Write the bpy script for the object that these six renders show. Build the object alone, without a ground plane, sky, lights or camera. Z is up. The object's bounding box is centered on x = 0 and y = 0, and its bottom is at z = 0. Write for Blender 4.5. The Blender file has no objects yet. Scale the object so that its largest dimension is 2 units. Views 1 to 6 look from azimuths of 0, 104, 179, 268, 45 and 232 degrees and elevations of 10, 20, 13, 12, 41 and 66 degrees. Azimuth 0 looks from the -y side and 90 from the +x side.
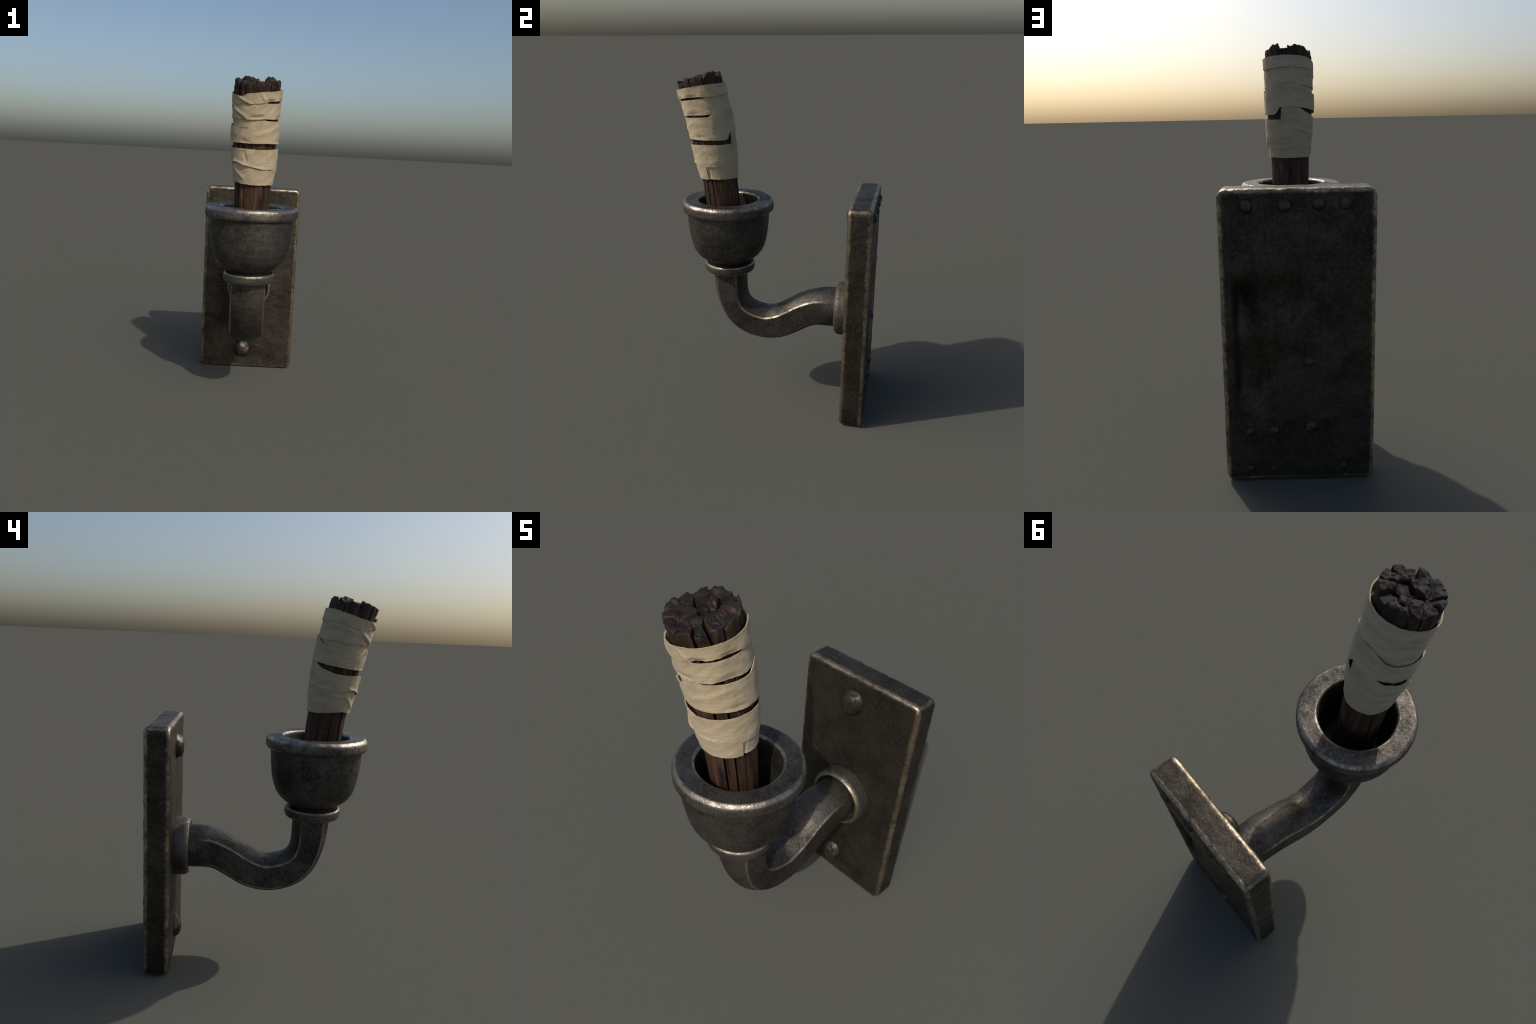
"""A torch (bundle of charred sticks wrapped in cloth strips) standing in a forged
iron wall holder: riveted backplate, round flange, S-shaped arm, collar and cup."""
import bpy, math, random
import numpy as np
from mathutils import Vector, Matrix, noise

rng = random.Random(7)
noise.seed_set(3)


# ------------------------------------------------------------------ helpers
def fbm(p, freq, octaves=3, off=0.0):
    v, a, f, t = 0.0, 1.0, freq, 0.0
    for _ in range(octaves):
        v += a * noise.noise(Vector((p[0] * f + off, p[1] * f - off * 0.7, p[2] * f + off * 1.3)))
        t += a
        a *= 0.5
        f *= 2.03
    return v / t


def smooth01(a, b, x):
    t = min(1.0, max(0.0, (x - a) / (b - a)))
    return t * t * (3 - 2 * t)


def make_mesh(name, verts, faces, mat, parent=None, origin=(0, 0, 0), basis=None, angle=None):
    """verts are in world space; the object gets `origin` and rotation `basis`."""
    m = (Matrix.Translation(Vector(origin)) @ (basis.to_4x4() if basis else Matrix.Identity(4)))
    inv = m.inverted()
    me = bpy.data.meshes.new(name)
    me.from_pydata([inv @ Vector(v) for v in verts], [], faces)
    me.validate()
    me.update()
    for p in me.polygons:
        p.use_smooth = True
    if angle:
        me.set_sharp_from_angle(angle=math.radians(angle))
    me.materials.append(mat)
    ob = bpy.data.objects.new(name, me)
    bpy.context.scene.collection.objects.link(ob)
    ob.matrix_world = m
    if parent is not None:
        ob.parent = parent
        ob.matrix_parent_inverse = parent.matrix_world.inverted()
    return ob


def make_empty(name, loc):
    ob = bpy.data.objects.new(name, None)
    ob.empty_display_size = 0.1
    bpy.context.scene.collection.objects.link(ob)
    ob.location = loc
    ob.matrix_world = Matrix.Translation(Vector(loc))
    return ob


def loft(rings, closed_u=True, cap_start=True, cap_end=True, loop=False):
    """rings: list of equally long point lists; returns verts, faces."""
    n = len(rings[0])
    verts = [p for r in rings for p in r]
    faces = []
    m = len(rings)
    for i in range(m if loop else m - 1):
        a0, b0 = i * n, ((i + 1) % m) * n
        for j in range(n if closed_u else n - 1):
            k = (j + 1) % n
            faces.append((a0 + j, a0 + k, b0 + k, b0 + j))
    if closed_u and not loop:
        for flag, base, flip in ((cap_start, 0, True), (cap_end, (m - 1) * n, False)):
            if flag:
                c = len(verts)
                ring = verts[base:base + n]
                verts.append(tuple(sum(q[k] for q in ring) / n for k in range(3)))
                for j in range(n):
                    k = (j + 1) % n
                    faces.append((c, base + k, base + j) if flip else (c, base + j, base + k))
    return verts, faces


def resample(points, step):
    """Fine polyline through a profile; corners kept, each span cut to about `step`."""
    out = []
    for (a, b) in zip(points[:-1], points[1:]):
        d = math.dist(a, b)
        n = max(1, round(d / step))
        for i in range(n):
            t = i / n
            out.append(tuple(a[k] + (b[k] - a[k]) * t for k in range(len(a))))
    out.append(tuple(points[-1]))
    return out


def relax(points, times):
    """Soften a polyline a little, keeping its end points."""
    p = [tuple(q) for q in points]
    for _ in range(times):
        p = [p[0]] + [tuple(0.25 * p[i - 1][k] + 0.5 * p[i][k] + 0.25 * p[i + 1][k] for k in range(len(p[0])))
                      for i in range(1, len(p) - 1)] + [p[-1]]
    return p


def catmull(points, t):
    """Catmull-Rom through points at parameter t in 0..len-1."""
    n = len(points)
    i = min(n - 2, max(0, int(t)))
    u = t - i
    p0, p1, p2, p3 = (points[max(0, i - 1)], points[i], points[i + 1], points[min(n - 1, i + 2)])
    return tuple(0.5 * ((2 * b) + (c - a) * u + (2 * a - 5 * b + 4 * c - d) * u * u + (3 * b - a - 3 * c + d) * u ** 3)
                 for a, b, c, d in zip(p0, p1, p2, p3))


# ---------------------------------------------------------------- materials
class Nodes:
    """Small wrapper that makes node graphs readable."""

    def __init__(self, name):
        self.mat = bpy.data.materials.new(name)
        self.mat.use_nodes = True
        self.t = self.mat.node_tree
        self.t.nodes.clear()
        self.out = self.t.nodes.new("ShaderNodeOutputMaterial")
        self.bsdf = self.t.nodes.new("ShaderNodeBsdfPrincipled")
        self.t.links.new(self.bsdf.outputs[0], self.out.inputs[0])
        self.coord = self.t.nodes.new("ShaderNodeTexCoord")
        self.geo = self.t.nodes.new("ShaderNodeNewGeometry")
        self.obj = self.coord.outputs["Object"]

    def put(self, sock, v):
        if isinstance(v, bpy.types.NodeSocket):
            self.t.links.new(v, sock)
        else:
            sock.default_value = v

    def math(self, op, a, b=0.0, c=0.0, clamp=False):
        n = self.t.nodes.new("ShaderNodeMath")
        n.operation = op
        n.use_clamp = clamp
        for i, v in enumerate((a, b, c)):
            self.put(n.inputs[i], v)
        return n.outputs[0]

    def mapping(self, scale, vec=None, loc=(0, 0, 0), rot=(0, 0, 0)):
        n = self.t.nodes.new("ShaderNodeMapping")
        self.put(n.inputs["Vector"], vec or self.obj)
        n.inputs["Scale"].default_value = scale
        n.inputs["Location"].default_value = loc
        n.inputs["Rotation"].default_value = rot
        return n.outputs[0]

    def noise(self, scale, detail=4, rough=0.55, vec=None, dist=0.0):
        n = self.t.nodes.new("ShaderNodeTexNoise")
        self.put(n.inputs["Vector"], vec or self.obj)
        n.inputs["Scale"].default_value = scale
        n.inputs["Detail"].default_value = detail
        n.inputs["Roughness"].default_value = rough
        n.inputs["Distortion"].default_value = dist
        return n.outputs["Fac"]

    def step(self, v, lo, hi, out_lo=0.0, out_hi=1.0):
        n = self.t.nodes.new("ShaderNodeMapRange")
        n.interpolation_type = "SMOOTHSTEP"
        self.put(n.inputs[0], v)
        n.inputs[1].default_value, n.inputs[2].default_value = lo, hi
        n.inputs[3].default_value, n.inputs[4].default_value = out_lo, out_hi
        return n.outputs[0]

    def mix(self, f, a, b, mode="MIX"):
        n = self.t.nodes.new("ShaderNodeMix")
        n.data_type = "RGBA"
        n.blend_type = mode
        self.put(n.inputs[0], f)
        for s, v in ((n.inputs[6], a), (n.inputs[7], b)):
            self.put(s, (*v, 1.0) if isinstance(v, tuple) and len(v) == 3 else v)
        return n.outputs[2]

    def xyz(self):
        n = self.t.nodes.new("ShaderNodeSeparateXYZ")
        self.put(n.inputs[0], self.obj)
        return n.outputs

    def bump(self, height, strength, distance, normal=None):
        n = self.t.nodes.new("ShaderNodeBump")
        n.inputs["Strength"].default_value = strength
        n.inputs["Distance"].default_value = distance
        self.put(n.inputs["Height"], height)
        if normal:
            self.put(n.inputs["Normal"], normal)
        return n.outputs[0]

    def random(self):
        n = self.t.nodes.new("ShaderNodeObjectInfo")
        return n.outputs["Random"]

    def set(self, **kw):
        for k, v in kw.items():
            s = self.bsdf.inputs[k.replace("_", " ")]
            self.put(s, (*v, 1.0) if isinstance(v, tuple) and len(v) == 3 else v)


def iron_material(name, dark, mid, wear, edge=None, point=(0.52, 0.58), rough=(0.42, 0.62), rust=0.35, polish=0.0, mask=None, wear_rough=0.12, scale=1.0):
    """Forged dark iron: mottled grey-brown body, brassy rubbed edges."""
    g = Nodes(name)
    if scale != 1.0:
        g.obj = g.mapping((scale, scale, scale))
    big = g.noise(7.0, 5, 0.6)
    fine = g.noise(60.0, 5, 0.65)
    hair = g.noise(1.0, 4, 0.6, vec=g.mapping((160, 160, 40), rot=(0.5, 0.4, 0.6)))
    blend = g.math("ADD", g.math("MULTIPLY", big, 0.45), g.math("ADD", g.math("MULTIPLY", fine, 0.35), g.math("MULTIPLY", hair, 0.2)))
    col = g.mix(g.step(blend, 0.38, 0.63), dark, mid)
    pits = g.step(g.noise(24.0, 3, 0.5), 0.68, 0.76)
    col = g.mix(g.math("MULTIPLY", pits, 0.55), col, tuple(c * 0.45 for c in dark))
    rusty = g.math("MULTIPLY", g.step(g.noise(11.0, 4, 0.6, vec=g.mapping((1, 1, 1), loc=(3, 7, 1))), 0.56, 0.74), rust)
    col = g.mix(rusty, col, (0.105, 0.062, 0.035))
    # rubbed edges
    pt = g.step(g.geo.outputs["Pointiness"], *point)
    if edge is not None:
        hx, hy, hz = edge
        x, y, z = g.xyz()
        near = []
        for c, h in ((x, hx), (y, hy), (z, hz)):
            d = g.math("SUBTRACT", h, g.math("ABSOLUTE", c))
            d = g.math("ADD", d, g.math("MULTIPLY", g.math("SUBTRACT", g.noise(38.0, 3, 0.6), 0.5), 0.022))
            near.append(g.step(d, 0.026, 0.008))
        pt = g.math("MAXIMUM", g.math("MAXIMUM", g.math("MULTIPLY", near[0], near[1]), g.math("MULTIPLY", near[1], near[2])),
                    g.math("MULTIPLY", near[0], near[2]))
    if mask is not None:
        pt = mask(g)
    scratchy = g.math("MULTIPLY", g.step(g.noise(34.0, 4, 0.7), 0.30, 0.62), g.step(hair, 0.3, 0.62, 0.55, 1.0))
    broken = g.step(g.noise(9.0, 3, 0.6, vec=g.mapping((1, 1, 1), loc=(1, 4, 8))), 0.36, 0.6, 0.3, 1.0)
    worn = g.math("MULTIPLY", pt, g.math("MULTIPLY", broken, g.math("ADD", 0.2, g.math("MULTIPLY", scratchy, 0.8))), clamp=True)
    if polish:
        worn = g.math("MAXIMUM", worn, g.math("MULTIPLY", g.step(blend, 0.42, 0.62), polish))
    col = g.mix(worn, col, wear)
    ro = g.math("SUBTRACT", g.step(blend, 0.35, 0.65, rough[1], rough[0]), g.math("MULTIPLY", worn, wear_rough))
    n1 = g.bump(g.noise(13.0, 3, 0.5), 0.35, 0.010)
    n2 = g.bump(g.math("ADD", g.noise(95.0, 5, 0.7), g.math("MULTIPLY", hair, 0.7)), 0.6, 0.0026, n1)
    g.set(Base_Color=col, Metallic=g.math("ADD", 0.78, g.math("MULTIPLY", worn, 0.2)), Roughness=ro, Normal=n2)
    return g.mat


def wood_material(name, char_height):
    """Split firewood: streaky brown flanks, charred grey-black heads. Object z runs along the stick."""
    g = Nodes(name)
    r = g.random()
    n = g.t.nodes.new("ShaderNodeVectorMath")
    n.operation = "ADD"
    g.put(n.inputs[0], g.obj)
    comb = g.t.nodes.new("ShaderNodeCombineXYZ")
    for i, k in enumerate((3.1, 7.7, 5.3)):
        g.put(comb.inputs[i], g.math("MULTIPLY", r, k))
    g.put(n.inputs[1], comb.outputs[0])
    vec = n.outputs[0]
    streak = g.noise(1.0, 6, 0.62, vec=g.mapping((65, 65, 7), vec=vec), dist=0.9)
    broad = g.noise(1.0, 4, 0.55, vec=g.mapping((26, 26, 5), vec=vec), dist=0.4)
    blend = g.math("ADD", g.math("MULTIPLY", streak, 0.36), g.math("MULTIPLY", broad, 0.64))
    col = g.mix(g.step(blend, 0.34, 0.5), (0.011, 0.007, 0.0055), (0.047, 0.025, 0.014))
    col = g.mix(g.step(blend, 0.5, 0.66), col, (0.140, 0.070, 0.034))
    col = g.mix(1.0, col, g.mix(r, (0.72, 0.72, 0.74), (1.15, 1.1, 1.05)), "MULTIPLY")
    x, y, z = g.xyz()
    wob = g.math("MULTIPLY", g.math("SUBTRACT", g.noise(30.0, 4, 0.6), 0.5), 0.05)
    sep = g.t.nodes.new("ShaderNodeSeparateXYZ")
    g.put(sep.inputs[0], g.coord.outputs["Normal"])
    scorched = g.step(g.math("ADD", z, wob), char_height - 0.09, char_height - 0.02)
    col = g.mix(g.math("MULTIPLY", scorched, 0.55), col, (0.010, 0.0075, 0.0065))
    headcap = g.math("MULTIPLY", g.step(z, char_height - 0.08, char_height - 0.05), g.step(g.math("ADD", sep.outputs[2], g.math("MULTIPLY", wob, 9.0)), 0.30, 0.66))
    col = g.mix(g.math("MULTIPLY", headcap, 0.9), col, g.mix(g.noise(45.0, 3), (0.0060, 0.0055, 0.0058), (0.0140, 0.0125, 0.0125)))
    split = g.math("MULTIPLY", g.step(z, char_height - 0.075, char_height - 0.045),
                   g.math("MULTIPLY", g.step(sep.outputs[2], 0.10, 0.30), g.step(sep.outputs[2], 0.80, 0.5)))
    col = g.mix(g.math("MULTIPLY", split, g.step(g.noise(32.0, 3), 0.38, 0.62)), col, (0.080, 0.038, 0.021))
    ember = g.math("MULTIPLY", g.step(g.geo.outputs["Pointiness"], 0.54, 0.66), g.step(g.noise(26.0, 3), 0.35, 0.6))
    col = g.mix(g.math("MULTIPLY", ember, 0.7), col, (0.15, 0.066, 0.032))
    g.set(Base_Color=col, Roughness=g.step(streak, 0.3, 0.7, 0.62, 0.85), Normal=g.bump(streak, 0.6, 0.006))
    g.bsdf.inputs["Specular IOR Level"].default_value = 0.3
    return g.mat


def cloth_material(name):
    """Coarse undyed bandage: fine threads around the bundle, faint stains."""
    g = Nodes(name)
    thread = g.noise(1.0, 5, 0.6, vec=g.mapping((11, 11, 330)), dist=0.25)
    coarse = g.noise(1.0, 3, 0.5, vec=g.mapping((5, 5, 60)))
    weft = g.noise(1.0, 2, 0.5, vec=g.mapping((150, 150, 30)))
    stain = g.noise(9.0, 4, 0.6)
    col = g.mix(g.step(thread, 0.3, 0.66), (0.375, 0.300, 0.190), (0.470, 0.385, 0.255))
    col = g.mix(g.math("MULTIPLY", g.step(stain, 0.48, 0.70), 0.55), col, (0.30, 0.228, 0.145))
    col = g.mix(g.math("MULTIPLY", g.step(coarse, 0.5, 0.7), 0.25), col, (0.50, 0.42, 0.30))
    spots = g.step(g.noise(55.0, 2, 0.5), 0.77, 0.82)
    col = g.mix(g.math("MULTIPLY", spots, 0.6), col, (0.10, 0.075, 0.05))
    h = g.math("ADD", g.math("MULTIPLY", thread, 0.8), g.math("ADD", g.math("MULTIPLY", coarse, 0.5), g.math("MULTIPLY", weft, 0.25)))
    g.set(Base_Color=col, Roughness=0.92, Normal=g.bump(h, 0.5, 0.0028))
    g.bsdf.inputs["Specular IOR Level"].default_value = 0.15
    g.bsdf.inputs["Sheen Weight"].default_value = 0.1
    return g.mat


PLATE_HALF = (0.3345, 0.0655, 0.6668)
PLATE_CENTRE = (0.0, 0.5080, 0.6668)
WEAR = (0.55, 0.445, 0.305)


def wobbly(g, v, amount=0.010, scale=40.0):
    return g.math("ADD", v, g.math("MULTIPLY", g.math("SUBTRACT", g.noise(scale, 3, 0.6), 0.5), amount))


def turned_edges(edges, band=None):
    """rubbed rims of a turned part: (radius, height, width) of each rim, about the object's z axis"""
    def mask(g):
        x, y, z = g.xyz()
        r = g.math("SQRT", g.math("ADD", g.math("MULTIPLY", x, x), g.math("MULTIPLY", y, y)))
        total = None
        for er, eh, w in edges:
            dr, dz = g.math("SUBTRACT", r, er), g.math("SUBTRACT", z, eh)
            d = g.math("SQRT", g.math("ADD", g.math("MULTIPLY", dr, dr), g.math("MULTIPLY", dz, dz)))
            m = g.step(wobbly(g, d), w, w * 0.35)
            total = m if total is None else g.math("MAXIMUM", total, m)
        if band:
            outside = g.math("MULTIPLY", g.step(r, band[0] - 0.004, band[0] + 0.006), g.step(z, band[1] - 0.004, band[1] + 0.006))
            total = g.math("MAXIMUM", total, g.math("MULTIPLY", outside, band[2]))
        return total
    return mask


def flange_edges(g):
    """same for the flange, which is turned about the y axis"""
    x, y, z = g.xyz()
    r = g.math("SQRT", g.math("ADD", g.math("MULTIPLY", x, x), g.math("MULTIPLY", z, z)))
    front = g.math("MULTIPLY", g.step(wobbly(g, y), 0.376, 0.364), g.step(wobbly(g, r), 0.126, 0.136))
    return front


def arm_ridges(g):
    """the four long arrises of the arm: outermost in x, where the surface turns away from the flat side"""
    x, y, z = g.xyz()
    sep = g.t.nodes.new("ShaderNodeSeparateXYZ")
    g.put(sep.inputs[0], g.coord.outputs["Normal"])
    side = g.step(wobbly(g, g.math("ABSOLUTE", x), 0.010), 0.0925, 0.1015)
    turn = g.step(g.math("ABSOLUTE", sep.outputs[0]), 0.985, 0.90)
    return g.math("MULTIPLY", g.math("MULTIPLY", side, turn), g.step(y, 0.33, 0.25))


iron_plate = iron_material("plate_iron", (0.027, 0.022, 0.016), (0.084, 0.071, 0.053), WEAR, edge=PLATE_HALF, rust=0.25, wear_rough=0.33)
iron_cup = iron_material("cup_iron", (0.033, 0.0295, 0.025), (0.124, 0.112, 0.096), (0.52, 0.45, 0.36), rust=0.2, wear_rough=0.36,
                         mask=turned_edges(((0.265, 1.261, 0.016), (0.269, 1.200, 0.010), (0.181, 1.267, 0.012)), band=(0.254, 1.196, 0.2)))
iron_arm = iron_material("arm_iron", (0.033, 0.029, 0.024), (0.116, 0.103, 0.086), WEAR, rust=0.2, mask=arm_ridges, wear_rough=0.33)
iron_collar = iron_material("collar_iron", (0.062, 0.056, 0.048), (0.145, 0.13, 0.108), (0.50, 0.42, 0.31), rust=0.25, wear_rough=0.33,
                            mask=turned_edges(((0.150, 0.871, 0.012), (0.149, 0.820, 0.010))))
iron_flange = iron_material("flange_iron", (0.062, 0.056, 0.048), (0.145, 0.13, 0.108), (0.46, 0.38, 0.27), rust=0.25, wear_rough=0.33, mask=flange_edges)
iron_rivet = iron_material("rivet_iron", (0.030, 0.024, 0.018), (0.100, 0.084, 0.066), (0.3, 0.24, 0.17), point=(0.6, 0.8), rust=0.2, rough=(0.30, 0.46), scale=0.07)
wood = wood_material("charred_wood", 0.575)
cloth = cloth_material("bandage_cloth")

# ------------------------------------------------------------- torch holder
holder = make_empty("torch_holder", (0, 0.5, 0))
holder["label"] = "dark forged iron wall holder with riveted plate, curved arm and cup"
holder["category"] = "torch holder"


def backplate():
    hx, hy, hz = PLATE_HALF
    corner, edge = 0.040, 0.018

    def ticks(h, zone, step):
        core = h - zone
        n = max(2, round(2 * core / step))
        a = [-core + 2 * core * i / n for i in range(n + 1)]
        m = 7
        rim = [core + zone * i / m for i in range(1, m + 1)]
        return [-v for v in reversed(rim)] + a + rim

    xs, ys, zs = ticks(hx, corner, 0.0095), ticks(hy, edge, 0.012), ticks(hz, corner, 0.0095)
    index, verts, faces = {}, [], []

    def shaped(x, y, z):
        cx, cz = max(-(hx - corner), min(hx - corner, x)), max(-(hz - corner), min(hz - corner, z))
        dx, dz = x - cx, z - cz
        m = max(abs(dx), abs(dz))
        L = math.hypot(dx, dz) or 1.0
        ux, uz = dx / L, dz / L
        a, b = max(0.0, m - (corner - edge)), max(0.0, abs(y) - (hy - edge))
        k, q = max(a, b), math.hypot(a, b) or 1.0
        m2 = min(m, corner - edge) + a / q * k if a else m
        y2 = math.copysign(min(abs(y), hy - edge) + (b / q * k if b else 0.0), y) if b else y
        px, pz = cx + ux * m2, cz + uz * m2
        p = (px, y2, pz)
        # chipped, hammered edges
        on_edge = smooth01(0.2, 0.9, (a + b) / (2 * edge)) if a and b else (0.4 if a or b else 0.0)
        d = 0.0014 * fbm(p, 9, 3, 4.0) + on_edge * (0.0085 * fbm(p, 20, 3, 9.0) + 0.006 * max(0.0, fbm(p, 42, 2, 2.0)))
        if m > corner - edge:
            px -= ux * abs(d) if on_edge else -ux * d
            pz -= uz * abs(d) if on_edge else -uz * d
        if abs(y) > hy - edge:
            y2 += math.copysign(d if not on_edge else -abs(d), y2)
        # long shallow dent in the back, sharp on its +x flank
        if y > 0:
            zz = pz + PLATE_CENTRE[2]
            wx = px + 0.035 * fbm((px, 1, pz), 5, 2, 2.0)
            wz = zz + 0.050 * fbm((px, 2, pz), 4, 2, 6.0)
            edge_in = smooth01(0.290, 0.255, px + 0.008 * fbm((0, 0, pz), 9, 2, 1.0))
            flank = edge_in * smooth01(0.14, 0.245, wx) * smooth01(0.95, 0.86, wz) * smooth01(0.32, 0.44, wz)
            flank *= 1 - 0.35 * math.exp(-((zz - 0.66) / 0.09) ** 2)
            brow = edge_in * smooth01(-0.14, 0.12, wx) * smooth01(0.99, 0.90, wz) * smooth01(0.70, 0.86, wz)
            hollow = edge_in * math.exp(-((px - 0.17) / 0.055) ** 2 - ((zz - 0.53) / 0.13) ** 2)
            y2 -= (0.052 * flank + 0.022 * brow + 0.040 * hollow) * smooth01(0, hy, y)
        return (px + PLATE_CENTRE[0], y2 + PLATE_CENTRE[1], pz + PLATE_CENTRE[2])

    def vid(i, j, k):
        key = (i, j, k)
        if key not in index:
            index[key] = len(verts)
            verts.append(shaped(xs[i], ys[j], zs[k]))
        return index[key]

    X, Y, Z = len(xs) - 1, len(ys) - 1, len(zs) - 1
    for i in range(X):
        for k in range(Z):
            faces.append((vid(i, 0, k), vid(i + 1, 0, k), vid(i + 1, 0, k + 1), vid(i, 0, k + 1)))
            faces.append((vid(i, Y, k), vid(i, Y, k + 1), vid(i + 1, Y, k + 1), vid(i + 1, Y, k)))
    for i in range(X):
        for j in range(Y):
            faces.append((vid(i, j, 0), vid(i, j + 1, 0), vid(i + 1, j + 1, 0), vid(i + 1, j, 0)))
            faces.append((vid(i, j, Z), vid(i + 1, j, Z), vid(i + 1, j + 1, Z), vid(i, j + 1, Z)))
    for j in range(Y):
        for k in range(Z):
            faces.append((vid(0, j, k), vid(0, j, k + 1), vid(0, j + 1, k + 1), vid(0, j + 1, k)))
            faces.append((vid(X, j, k), vid(X, j + 1, k), vid(X, j + 1, k + 1), vid(X, j, k + 1)))
    return make_mesh("backplate", verts, faces, iron_plate, holder, origin=PLATE_CENTRE)


plate = backplate()


def rivet_mesh():
    """Unit hammered rivet head, dome along -y, radius 1."""
    prof = [(0.0, -0.80), (0.30, -0.77), (0.60, -0.66), (0.84, -0.44), (0.97, -0.15), (1.0, 0.05), (0.95, 0.25)]
    rings = []
    for r, h in relax(resample(prof[1:], 0.12), 2):
        ring = []
        for i in range(28):
            a = 2 * math.pi * i / 28
            p = (r * math.cos(a), h, r * math.sin(a))
            k = 1 + 0.22 * fbm(p, 1.5, 2, 5.0)
            ring.append((p[0] * k, p[1] * k, p[2] * k))
        rings.append(ring)
    v, f = loft(rings)
    me = bpy.data.meshes.new("rivet")
    me.from_pydata(v, [], f)
    for p in me.polygons:
        p.use_smooth = True
    me.materials.append(iron_rivet)
    return me


rivet = rivet_mesh()
FRONT_Y, BACK_Y = PLATE_CENTRE[1] - PLATE_HALF[1], PLATE_CENTRE[1] + PLATE_HALF[1]
# (x, z, radius, side, flatness): two big heads in front, the clinched ends behind
for x, z, r, side, flat in ((-0.024, 1.188, 0.066, -1, 0.78), (-0.026, 0.145, 0.064, -1, 0.78),
                            (0.213, 1.262, 0.027, 1, 0.95), (0.053, 1.262, 0.027, 1, 0.95), (-0.088, 1.266, 0.026, 1, 0.9), (-0.200, 1.268, 0.025, 1, 0.9),
                            (-0.043, 0.575, 0.023, 1, 0.9), (0.223, 0.245, 0.018, 1, 0.9), (0.113, 0.251, 0.021, 1, 0.9), (-0.049, 0.262, 0.025, 1, 0.95),
                            (0.226, 0.063, 0.014, 1, 0.6), (0.122, 0.061, 0.013, 1, 0.45), (-0.194, 0.063, 0.014, 1, 0.6)):
    ob = bpy.data.objects.new("rivet", rivet)
    bpy.context.scene.collection.objects.link(ob)
    rot = Matrix.Rotation(math.pi if side > 0 else 0.0, 4, "Z") @ Matrix.Rotation(rng.uniform(0, 6.28), 4, "Y")
    if side > 0:
        r, flat = r * 1.15, flat * 0.84
    ob.matrix_world = Matrix.Translation((x, BACK_Y if side > 0 else FRONT_Y, z)) @ rot @ Matrix.Diagonal((r, r * flat, r, 1))
    ob.parent = plate
    ob.matrix_parent_inverse = plate.matrix_world.inverted()


def lathe(name, profile, mat, centre, axis="z", segments=112, step=0.007, soft=2, wobble=0.0012, seed=0.0, caps=(True, True)):
    """Turned part: profile of (radius, height) about a vertical or a y axis."""
    rings = []
    for r, h in relax(resample(profile, step), soft):
        ring = []
        for i in range(segments):
            a = 2 * math.pi * i / segments
            c, s = math.cos(a), math.sin(a)
            k = wobble * (fbm((c * r, s * r, h), 14, 2, seed) * 1.3 + fbm((c * r, s * r, h), 5, 1, seed + 5) * 1.2)
            rr = max(0.0005, r + (k if r > 0.02 else 0))
            if axis == "z":
                ring.append((centre[0] + rr * c, centre[1] + rr * s, centre[2] + h + k * 0.5))
            else:
                ring.append((centre[0] + rr * c, centre[1] + h + k * 0.5, centre[2] - rr * s))
        rings.append(ring)
    v, f = loft(rings, cap_start=caps[0], cap_end=caps[1])
    return make_mesh(name, v, f, mat, holder, origin=centre)


CUP_Y = -0.311
lathe("flange", [(0.001, 0.388), (0.120, 0.388), (0.1270, 0.380), (0.1330, 0.368), (0.1390, 0.3625), (0.1450, 0.3625), (0.1580, 0.376), (0.1615, 0.388), (0.1630, 0.420), (0.1625, 0.452), (0.15, 0.470), (0.001, 0.470)],
      iron_flange, (0, 0, 0.618), axis="y", seed=11.0, soft=1, step=0.004, wobble=0.0020)
lathe("collar", [(0.001, 0.812), (0.112, 0.812), (0.131, 0.813), (0.1435, 0.817), (0.1505, 0.825), (0.1535, 0.836), (0.1540, 0.860), (0.1510, 0.870), (0.1455, 0.8745), (0.138, 0.873), (0.128, 0.865), (0.118, 0.863), (0.001, 0.863)],
      iron_collar, (0, CUP_Y + 0.002, 0), seed=21.0, soft=1, step=0.005, wobble=0.0018)
cup = lathe("cup", [(0.001, 0.852), (0.124, 0.852), (0.1265, 0.872), (0.130, 0.884), (0.141, 0.892), (0.167, 0.911), (0.191, 0.933), (0.2105, 0.961), (0.2240, 0.997), (0.2340, 1.041),
      (0.2418, 1.10), (0.2470, 1.182), (0.2474, 1.198), (0.2595, 1.2000), (0.2675, 1.203), (0.2715, 1.207), (0.2738, 1.218), (0.2735, 1.243), (0.2710, 1.2530), (0.2640, 1.2630), (0.2560, 1.2690),
      (0.192, 1.2700), (0.184, 1.268), (0.1785, 1.262), (0.1760, 1.251), (0.172, 1.10), (0.166, 1.02), (0.156, 0.985), (0.14, 0.965), (0.118, 0.957), (0.001, 0.957)],
      iron_cup, (0, CUP_Y, 0), seed=31.0, soft=1, step=0.004, segments=160, wobble=0.0022)


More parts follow.
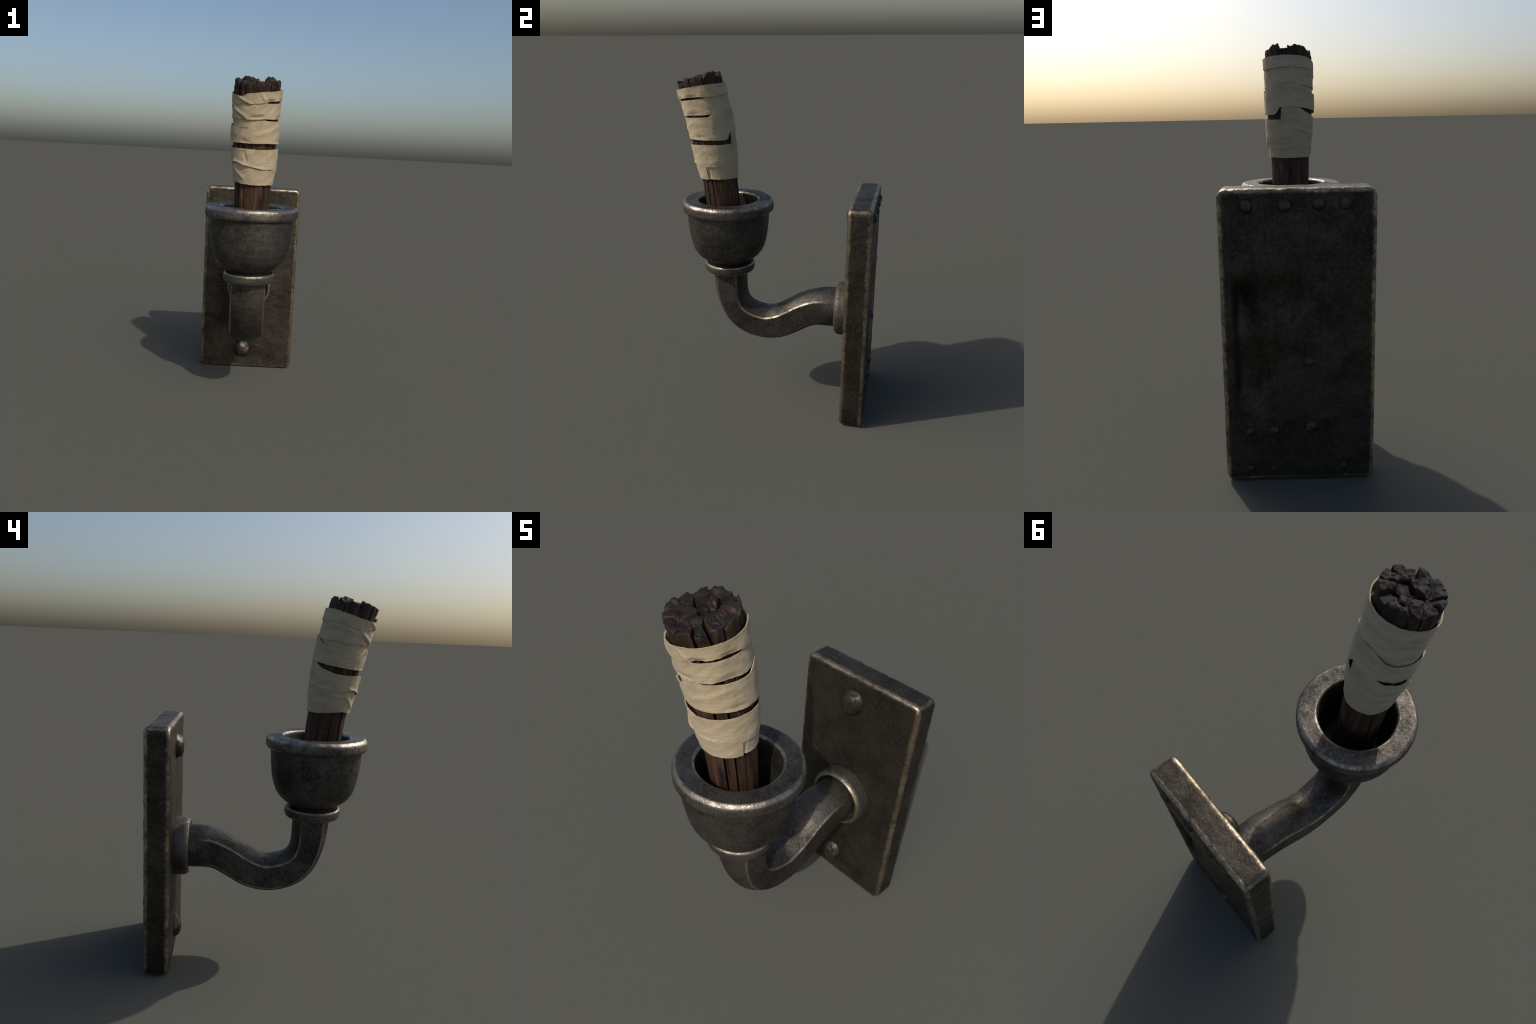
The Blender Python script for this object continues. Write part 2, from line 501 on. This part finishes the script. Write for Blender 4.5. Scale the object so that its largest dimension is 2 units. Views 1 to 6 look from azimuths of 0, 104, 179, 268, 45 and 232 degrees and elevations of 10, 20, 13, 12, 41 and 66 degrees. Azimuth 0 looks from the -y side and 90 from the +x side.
def arm():
    """S-curve swept between its outer and inner outlines (y, z); the section is a box with
    domed front and back that turns round where it enters the flange."""
    outer = [(-0.405, 0.81), (-0.402, 0.74), (-0.391, 0.66), (-0.358, 0.557), (-0.306, 0.472), (-0.218, 0.407), (-0.10, 0.376),
             (-0.002, 0.381), (0.078, 0.408), (0.158, 0.455), (0.228, 0.493), (0.29, 0.501), (0.385, 0.501)]
    inner = [(-0.203, 0.81), (-0.202, 0.74), (-0.199, 0.672), (-0.181, 0.620), (-0.147, 0.598), (-0.10, 0.588), (-0.05, 0.586),
             (0.0, 0.605), (0.051, 0.636), (0.122, 0.681), (0.202, 0.717), (0.285, 0.738), (0.385, 0.744)]
    N = 144
    half = 0.105

    def section(dome):
        """unit section: x in -1..1, t in -1..1 (inner = +1)"""
        c = 1 - dome
        pts = []
        base = [(1, -c), (1, c)]
        arc = 26
        for i in range(1, arc):
            u = 1 - 2 * i / arc
            pts_x = u
            base.append((pts_x, c + dome * (1 - u * u)))
        base += [(-1, c), (-1, -c)]
        for i in range(1, arc):
            u = -1 + 2 * i / arc
            base.append((u, -c - dome * (1 - u * u)))
        base.append(base[0])
        fine = resample(base, 0.01)
        L = [0.0]
        for a, b in zip(fine[:-1], fine[1:]):
            L.append(L[-1] + math.dist(a, b))
        L = np.array(L)
        F = np.array(fine)
        u = np.linspace(0, L[-1], N, endpoint=False)
        S = np.stack([np.interp(u, L, F[:, 0]), np.interp(u, L, F[:, 1])], 1)
        return 0.1 * np.roll(S, 1, 0) + 0.8 * S + 0.1 * np.roll(S, -1, 0)

    box = section(0.43)
    ang = np.arctan2(box[:, 1], box[:, 0])
    round_ = np.stack([np.cos(ang), np.sin(ang)], 1)
    rings = []
    M = 110
    for i in range(M):
        t = (len(outer) - 1) * i / (M - 1)
        o, n = catmull(outer, t), catmull(inner, t)
        mid = ((o[0] + n[0]) / 2, (o[1] + n[1]) / 2)
        h = ((n[0] - o[0]) / 2, (n[1] - o[1]) / 2)
        w = smooth01(0.24, 0.36, mid[0]) * (1 if mid[1] > 0.5 and mid[0] > 0 else 0)
        S = box * (1 - w) + round_ * w
        hw = half + 0.009 * w
        ring = []
        for x, s in S:
            p = (x * hw, mid[0] + h[0] * s, mid[1] + h[1] * s)
            k = 1 + 0.012 * fbm(p, 14, 2, 3.0) + 0.01 * fbm(p, 5, 1, 8.0)
            ring.append((p[0] * k, mid[0] + (p[1] - mid[0]) * k, mid[1] + (p[2] - mid[1]) * k))
        rings.append(ring)
    v, f = loft(rings)
    return make_mesh("arm", v, f, iron_arm, holder, origin=(0, 0, 0.6))


arm()

# -------------------------------------------------------------------- torch
# bent axis of the bundle: y as a quartic of z; s = arc length, 0 at z = 1.4
AXIS = (-0.0329, -0.0999, -0.0897, -0.1355, -0.3724)
_z = np.linspace(0.88, 2.05, 600)
_y = np.polyval(AXIS, _z - 1.5)
_s = np.concatenate([[0], np.cumsum(np.hypot(np.diff(_y), np.diff(_z)))])
_s -= np.interp(1.4, _z, _s)


def frame(s):
    z = float(np.interp(s, _s, _z))
    y = float(np.polyval(AXIS, z - 1.5))
    d = float(np.polyval(np.polyder(AXIS), z - 1.5))
    t = Vector((0, d, 1)).normalized()
    n = Vector((0, -t.z, t.y))          # towards the front (-y), theta 0
    return Vector((0, y, z)), t, n


def on_torch(s, theta, r):
    c, t, n = frame(s)
    return c + n * (r * math.cos(theta)) + Vector((1, 0, 0)) * (r * math.sin(theta))


def wood_radius(s):
    return float(np.interp(s, [-0.5, -0.2, 0.0, 0.1, 0.25, 0.5, 0.6], [0.098, 0.100, 0.104, 0.114, 0.121, 0.125, 0.127]))


def wrap_radius(s):
    return float(np.interp(s, [-0.02, 0.02, 0.1, 0.2, 0.3, 0.45, 0.56], [0.1115, 0.1155, 0.1255, 0.130, 0.1335, 0.134, 0.136]))


base, _, _ = frame(-0.445)
torch = make_empty("torch", base)
torch["label"] = "bundle of charred brown sticks wrapped in beige cloth strips"
torch["category"] = "torch"


def cut(poly, px, py, nx, ny):
    """keep the part of a polygon where (p - point) . n <= 0"""
    out = []
    for i in range(len(poly)):
        a, b = poly[i], poly[(i + 1) % len(poly)]
        da, db = (a[0] - px) * nx + (a[1] - py) * ny, (b[0] - px) * nx + (b[1] - py) * ny
        if da <= 0:
            out.append(a)
        if da * db < 0:
            t = da / (da - db)
            out.append((a[0] + (b[0] - a[0]) * t, a[1] + (b[1] - a[1]) * t))
    return out


def even_ring(poly, n):
    P = np.array(poly + [poly[0]])
    L = np.concatenate([[0], np.cumsum(np.hypot(*np.diff(P, axis=0).T))])
    u = np.linspace(0, L[-1], n, endpoint=False)
    R = np.stack([np.interp(u, L, P[:, 0]), np.interp(u, L, P[:, 1])], 1)
    for _ in range(1):
        R = 0.25 * np.roll(R, 1, 0) + 0.5 * R + 0.25 * np.roll(R, -1, 0)
    return R


def sticks():
    # outer seeds sit mid-way between the grooves seen on the bundle (degrees from the front)
    grooves = [-56, -31, 4, 36, 51, 86, 118, 150, 184, 216, 246, 277]
    wide = {0: 0.045, 1: 0.035, 3: 0.034, 4: 0.045}     # grooves that gape
    seeds = []
    for a, b in zip(grooves, grooves[1:] + [304]):
        seeds.append((math.radians((a + b) / 2), 0.84 - 0.22 * rng.random(), True))
    for k in range(5):
        seeds.append((math.radians(72 * k + 35 + rng.uniform(-26, 26)), (0.42, 0.22, 0.46, 0.30, 0.38)[k], False))
    P = [(r * math.cos(a), r * math.sin(a)) for a, r, _ in seeds]   # (front, +x) plane
    heights = {}
    OUTER_TOPS = (.585, .585, .588, .576, .592, .586, .584, .553, .574, .586, .580, .590)
    for i, (a, r, outer) in enumerate(seeds):
        deg = math.degrees(a) % 360
        h = OUTER_TOPS[i] - 0.006 if outer else 0.572 + rng.choice((-0.02, -0.006, 0.006))
        heights[i] = h
    N = 56
    GAPS = (-0.010, 0.008, -0.010, -0.006, 0.014)      # some sticks stand apart, some press together
    for i, (px, py) in enumerate(P):
        disc = [(math.cos(2 * math.pi * k / 96), math.sin(2 * math.pi * k / 96)) for k in range(96)]
        for j, (qx, qy) in enumerate(P):
            if i == j:
                continue
            dx, dy = qx - px, qy - py
            L = math.hypot(dx, dy)
            gap = GAPS[(i + j) % 5]
            if i < 12 and j < 12 and (j - i) % 12 in (1, 11):
                gap = wide.get(j if (j - i) % 12 == 1 else i, GAPS[(i + j) % 5])
            mx, my = (px + qx) / 2 - dx / L * gap, (py + qy) / 2 - dy / L * gap
            disc = cut(disc, mx, my, dx / L, dy / L)
        ring = even_ring(disc, N)
        cx, cy = ring.mean(0)
        outer = seeds[i][2]
        top = heights[i]
        seed = rng.uniform(0, 50)
        bulge = rng.uniform(-0.035, 0.035)
        facets = [(rng.uniform(0, 2 * math.pi), rng.uniform(0.2, 0.6), rng.uniform(0.0, 0.12)) for _ in range(3)]

        def place(x, y, s):
            c, t, n = frame(s)
            R = wood_radius(s)
            return c + n * (x * R) + Vector((1, 0, 0)) * (y * R)

        def head(x, y):
            """height of the broken head over the stick's own section"""
            u, v = x - cx, y - cy
            # split faces: the lowest of a few slanting planes, softly lumped
            h = min(c0 - sl * (u * math.cos(d) + v * math.sin(d)) for d, sl, c0 in facets)
            h += 0.19 * fbm((x, y, seed), 3.0, 2, seed)
            h -= 0.20 * max(0.0, fbm((x, y, seed), 5.5, 2, seed + 12) - 0.12)      # burnt-out pits
            h = max(-0.30, min(0.06, h))
            return h * 0.125

        s_list = [-0.445, -0.38, -0.30] + list(np.arange(-0.24, 0.46, 0.02)) + list(np.arange(0.46, 0.545, 0.008))
        rings = []
        for s in s_list:
            r = []
            for x, y in ring:
                rad = math.hypot(x, y)
                k = 1.0
                if outer and rad > 0.8:
                    a = math.atan2(y, x)
                    k += bulge + 0.035 * fbm((x * 3, y * 3, s * 2.5), 1.6, 2, seed) + 0.016 * fbm((x * 12, y * 12, s * 3), 1.5, 2, seed)
                wx = 0.010 * fbm((0, 0, s), 4, 2, seed)
                wy = 0.010 * fbm((0, 0, s), 4, 2, seed + 9)
                r.append(place(x * k + wx, y * k + wy, s))
            rings.append(r)
        s0 = s_list[-1]
        # rounded, broken head
        for q, (shrink, lift) in enumerate(((1.0, 0.35), (1.0, 0.7), (0.985, 0.88), (0.95, 0.97), (0.88, 1.0), (0.78, 1.0), (0.64, 1.0), (0.48, 1.0), (0.3, 1.0), (0.13, 1.0))):
            r = []
            for x, y in ring:
                X, Y = cx + (x - cx) * shrink, cy + (y - cy) * shrink
                s = s0 + (top + head(X, Y) - s0) * lift
                r.append(place(X, Y, s))
            rings.append(r)
        v, f = loft(rings)
        mid_c, t, n = frame(0.30)
        basis = Matrix(((1, 0, 0), (0, -n.y, t.y), (0, -n.z, t.z)))
        origin, _, _ = frame(0.0)
        make_mesh("stick", v, f, wood, torch, origin=origin, basis=basis, angle=38)


sticks()


def periodic(ctrl, theta):
    """piecewise linear in degrees, wrapped round the bundle, slightly eased"""
    xs = [c[0] for c in ctrl]
    ys = [c[1] for c in ctrl]
    return float(np.interp(theta % 360, xs, ys, period=360))


def cloth_strip(low, high, layer, seed, span=(0, 360), thick=0.006, wrinkle=1.0, folds=()):
    """A strip of bandage round the bundle. low / high: (degrees, s) edge outlines;
    layer: (degrees, radial lift) so that strips lie over or under their neighbours;
    folds: (degrees, s, degrees, s, width, height) creases or pinches from one point to another."""
    full = span[1] - span[0] >= 360
    M = round((span[1] - span[0]) / 1.0)
    V = 22
    rings = []
    for i in range(M if full else M + 1):
        deg = span[0] + (span[1] - span[0]) * i / M
        th = math.radians(deg)
        c, s_ = math.cos(th), math.sin(th)
        lo, hi = periodic(low, deg), periodic(high, deg)
        lo += 0.0016 * fbm((c * 4, s_ * 4, seed), 3.0, 3, seed) + 0.0016 * fbm((c * 30, s_ * 30, seed), 1.5, 2, seed + 4)
        hi += 0.0016 * fbm((c * 4, s_ * 4, seed), 3.0, 3, seed + 7) + 0.0016 * fbm((c * 30, s_ * 30, seed), 1.5, 2, seed + 11)
        lift = periodic(layer, deg)
        outer, inner = [], []
        for j in range(V + 1):
            t = j / V
            s = lo + (hi - lo) * t
            edge = min(t, 1 - t)
            roll = 0.0014 * (1 - smooth01(0.0, 0.10, edge)) * fbm((c * 5, s_ * 5, t), 2.0, 2, seed + 2)
            w = 0.0030 * fbm((c * 1.6, s_ * 1.6, (s - 0.12 * s_) * 26), 1.0, 3, seed) * wrinkle
            w += 0.0026 * fbm((c * 2.2, s_ * 2.2, s * 9), 1.4, 2, seed + 30) * wrinkle
            for d0, s0, d1, s1, wide, tall in folds:
                # work in a locally flat sheet, 0.0023 m per degree
                ax, ay = ((deg - d0 + 180) % 360 - 180) * 0.0023, s - s0
                bx, by = ((d1 - d0 + 180) % 360 - 180) * 0.0023, s1 - s0
                q = max(0.0, min(1.0, (ax * bx + ay * by) / (bx * bx + by * by + 1e-9)))
                dist = math.hypot(ax - q * bx, ay - q * by) / wide
                w += 1.4 * tall * math.exp(-dist * dist) * (0.35 + 0.65 * math.sin(math.pi * (0.15 + 0.7 * q)))
            r = wrap_radius(s) + lift + w + roll
            outer.append(on_torch(s, th, r))
            inner.append(on_torch(s, th, r - thick * (0.55 + 0.45 * smooth01(0, 0.06, edge))))
        rings.append(outer + inner[::-1])
    v, f = loft(rings, loop=full)
    f = [tuple(reversed(q)) for q in f]
    mid = (periodic(low, 90) + periodic(high, 90)) / 2
    c, t, n = frame(mid)
    basis = Matrix(((1, 0, 0), (0, -n.y, t.y), (0, -n.z, t.z)))
    return make_mesh("cloth_strip", v, f, cloth, torch, origin=c, basis=basis, angle=60)


A_TOP = [(15, .543), (63, .540), (105, .529), (150, .516), (191, .512), (223, .514), (260, .509), (290, .505), (325, .510), (340, .529)]
A_LOW = [(20, .480), (30, .486), (61, .485), (95, .474), (112, .460), (150, .455), (190, .451), (218, .455), (258, .452), (296, .450), (323, .470)]
B_TOP = [(15, .484), (28, .476), (62, .470), (104, .459), (110, .462), (125, .470), (190, .470), (300, .475), (330, .482)]
B_LOW = [(10, .389), (20, .392), (34, .388), (68, .381), (100, .372), (150, .364), (214, .365), (275, .367), (301, .380), (353, .386)]
C_TOP = [(0, .366), (19, .381), (60, .371), (107, .357), (125, .378), (190, .378), (215, .345), (231, .334), (273, .334), (312, .331), (345, .350)]
C_LOW = [(31, .252), (69, .242), (117, .223), (140, .216), (147, .222), (157.5, .252), (178, .246), (194, .249), (230, .247), (241, .244), (289, .245), (328, .250)]
D_TOP = [(24, .217), (55, .215), (79, .211), (120, .196), (158, .188), (160.5, .252), (172, .262), (200, .258), (210, .243), (226, .225), (256, .211), (280, .209), (320, .219)]
D_LOW = [(21, .106), (43, .103), (68, .084), (109, .075), (150, .068), (176, .062), (190, .134), (213, .126), (252, .121), (290, .123), (303, .137), (315, .143), (335, .128)]
E_TOP = [(0, .17), (180, .17)]
E_LOW = [(13, .014), (48, .013), (81, .008), (101, .001), (156, -.010), (190, -.011), (236, -.005), (301, .020), (329, .015)]

cloth_strip(B_LOW, B_TOP, [(0, 0.005), (40, 0.005), (90, -0.002), (180, -0.001), (270, 0.0)], 2.0,
            folds=((352, .395, 12, .402, .012, -.006), (55, .385, 80, .384, .014, -.005), (296, .44, 335, .395, .010, .004), (100, .44, 118, .385, .012, .003),
                   (310, .405, 330, .385, .012, -.004), (280, .43, 250, .445, .010, .003)))
cloth_strip(A_LOW, A_TOP, [(0, 0.007), (30, 0.008), (60, 0.006), (120, 0.004), (180, 0.0025), (270, 0.0035)], 8.0,
            folds=((26, .486, 40, .487, .009, -.006), (70, .484, 88, .478, .010, -.005), (318, .50, 345, .475, .010, .004), (300, .49, 300, .46, .007, -.004), (10, .53, 20, .49, .008, .003)))
cloth_strip([(0, .30), (180, .30)], [(0, .42), (180, .42)], [(0, -0.0045), (180, -0.0045)], 14.0, span=(196, 384), wrinkle=0.5)
cloth_strip(C_LOW, C_TOP, [(0, 0.0015), (90, 0.0015), (180, 0.0035), (225, 0.006), (290, 0.0075), (340, 0.004)], 20.0,
            folds=((330, .262, 345, .258, .012, -.004), (5, .30, 60, .34, .012, .003), (300, .345, 340, .345, .008, .003), (60, .258, 85, .252, .012, -.004), (225, .335, 205, .355, .010, .004)))
cloth_strip(E_LOW, E_TOP, [(0, 0.0), (90, -0.002), (180, -0.002), (330, 0.001)], 32.0,
            folds=((300, .10, 330, .05, .012, .004), (10, .06, 20, .02, .010, -.003), (230, .09, 215, .03, .012, .003), (85, .08, 78, .01, .008, -.003)))
cloth_strip(D_LOW, D_TOP, [(0, 0.0045), (60, 0.0045), (90, 0.003), (160, 0.000), (200, 0.000), (270, 0.0035), (315, 0.007), (340, 0.006)], 26.0,
            folds=((302, .142, 345, .122, .009, .005), (350, .118, 30, .105, .008, .003), (335, .20, 340, .15, .008, -.003), (30, .20, 34, .12, .006, -.0025), (195, .14, 230, .128, .009, .003), (175, .22, 185, .16, .012, .003)))
# loose end of the lowest strip, lapped over on the +x side
cloth_strip([(13, .012), (48, .010), (75, .0055), (340, .014)], [(0, .10), (70, .092)], [(340, -0.0005), (20, 0.0008), (76, 0.0024), (200, 0.0)], 32.0, span=(-12, 75), thick=0.004, wrinkle=0.8)
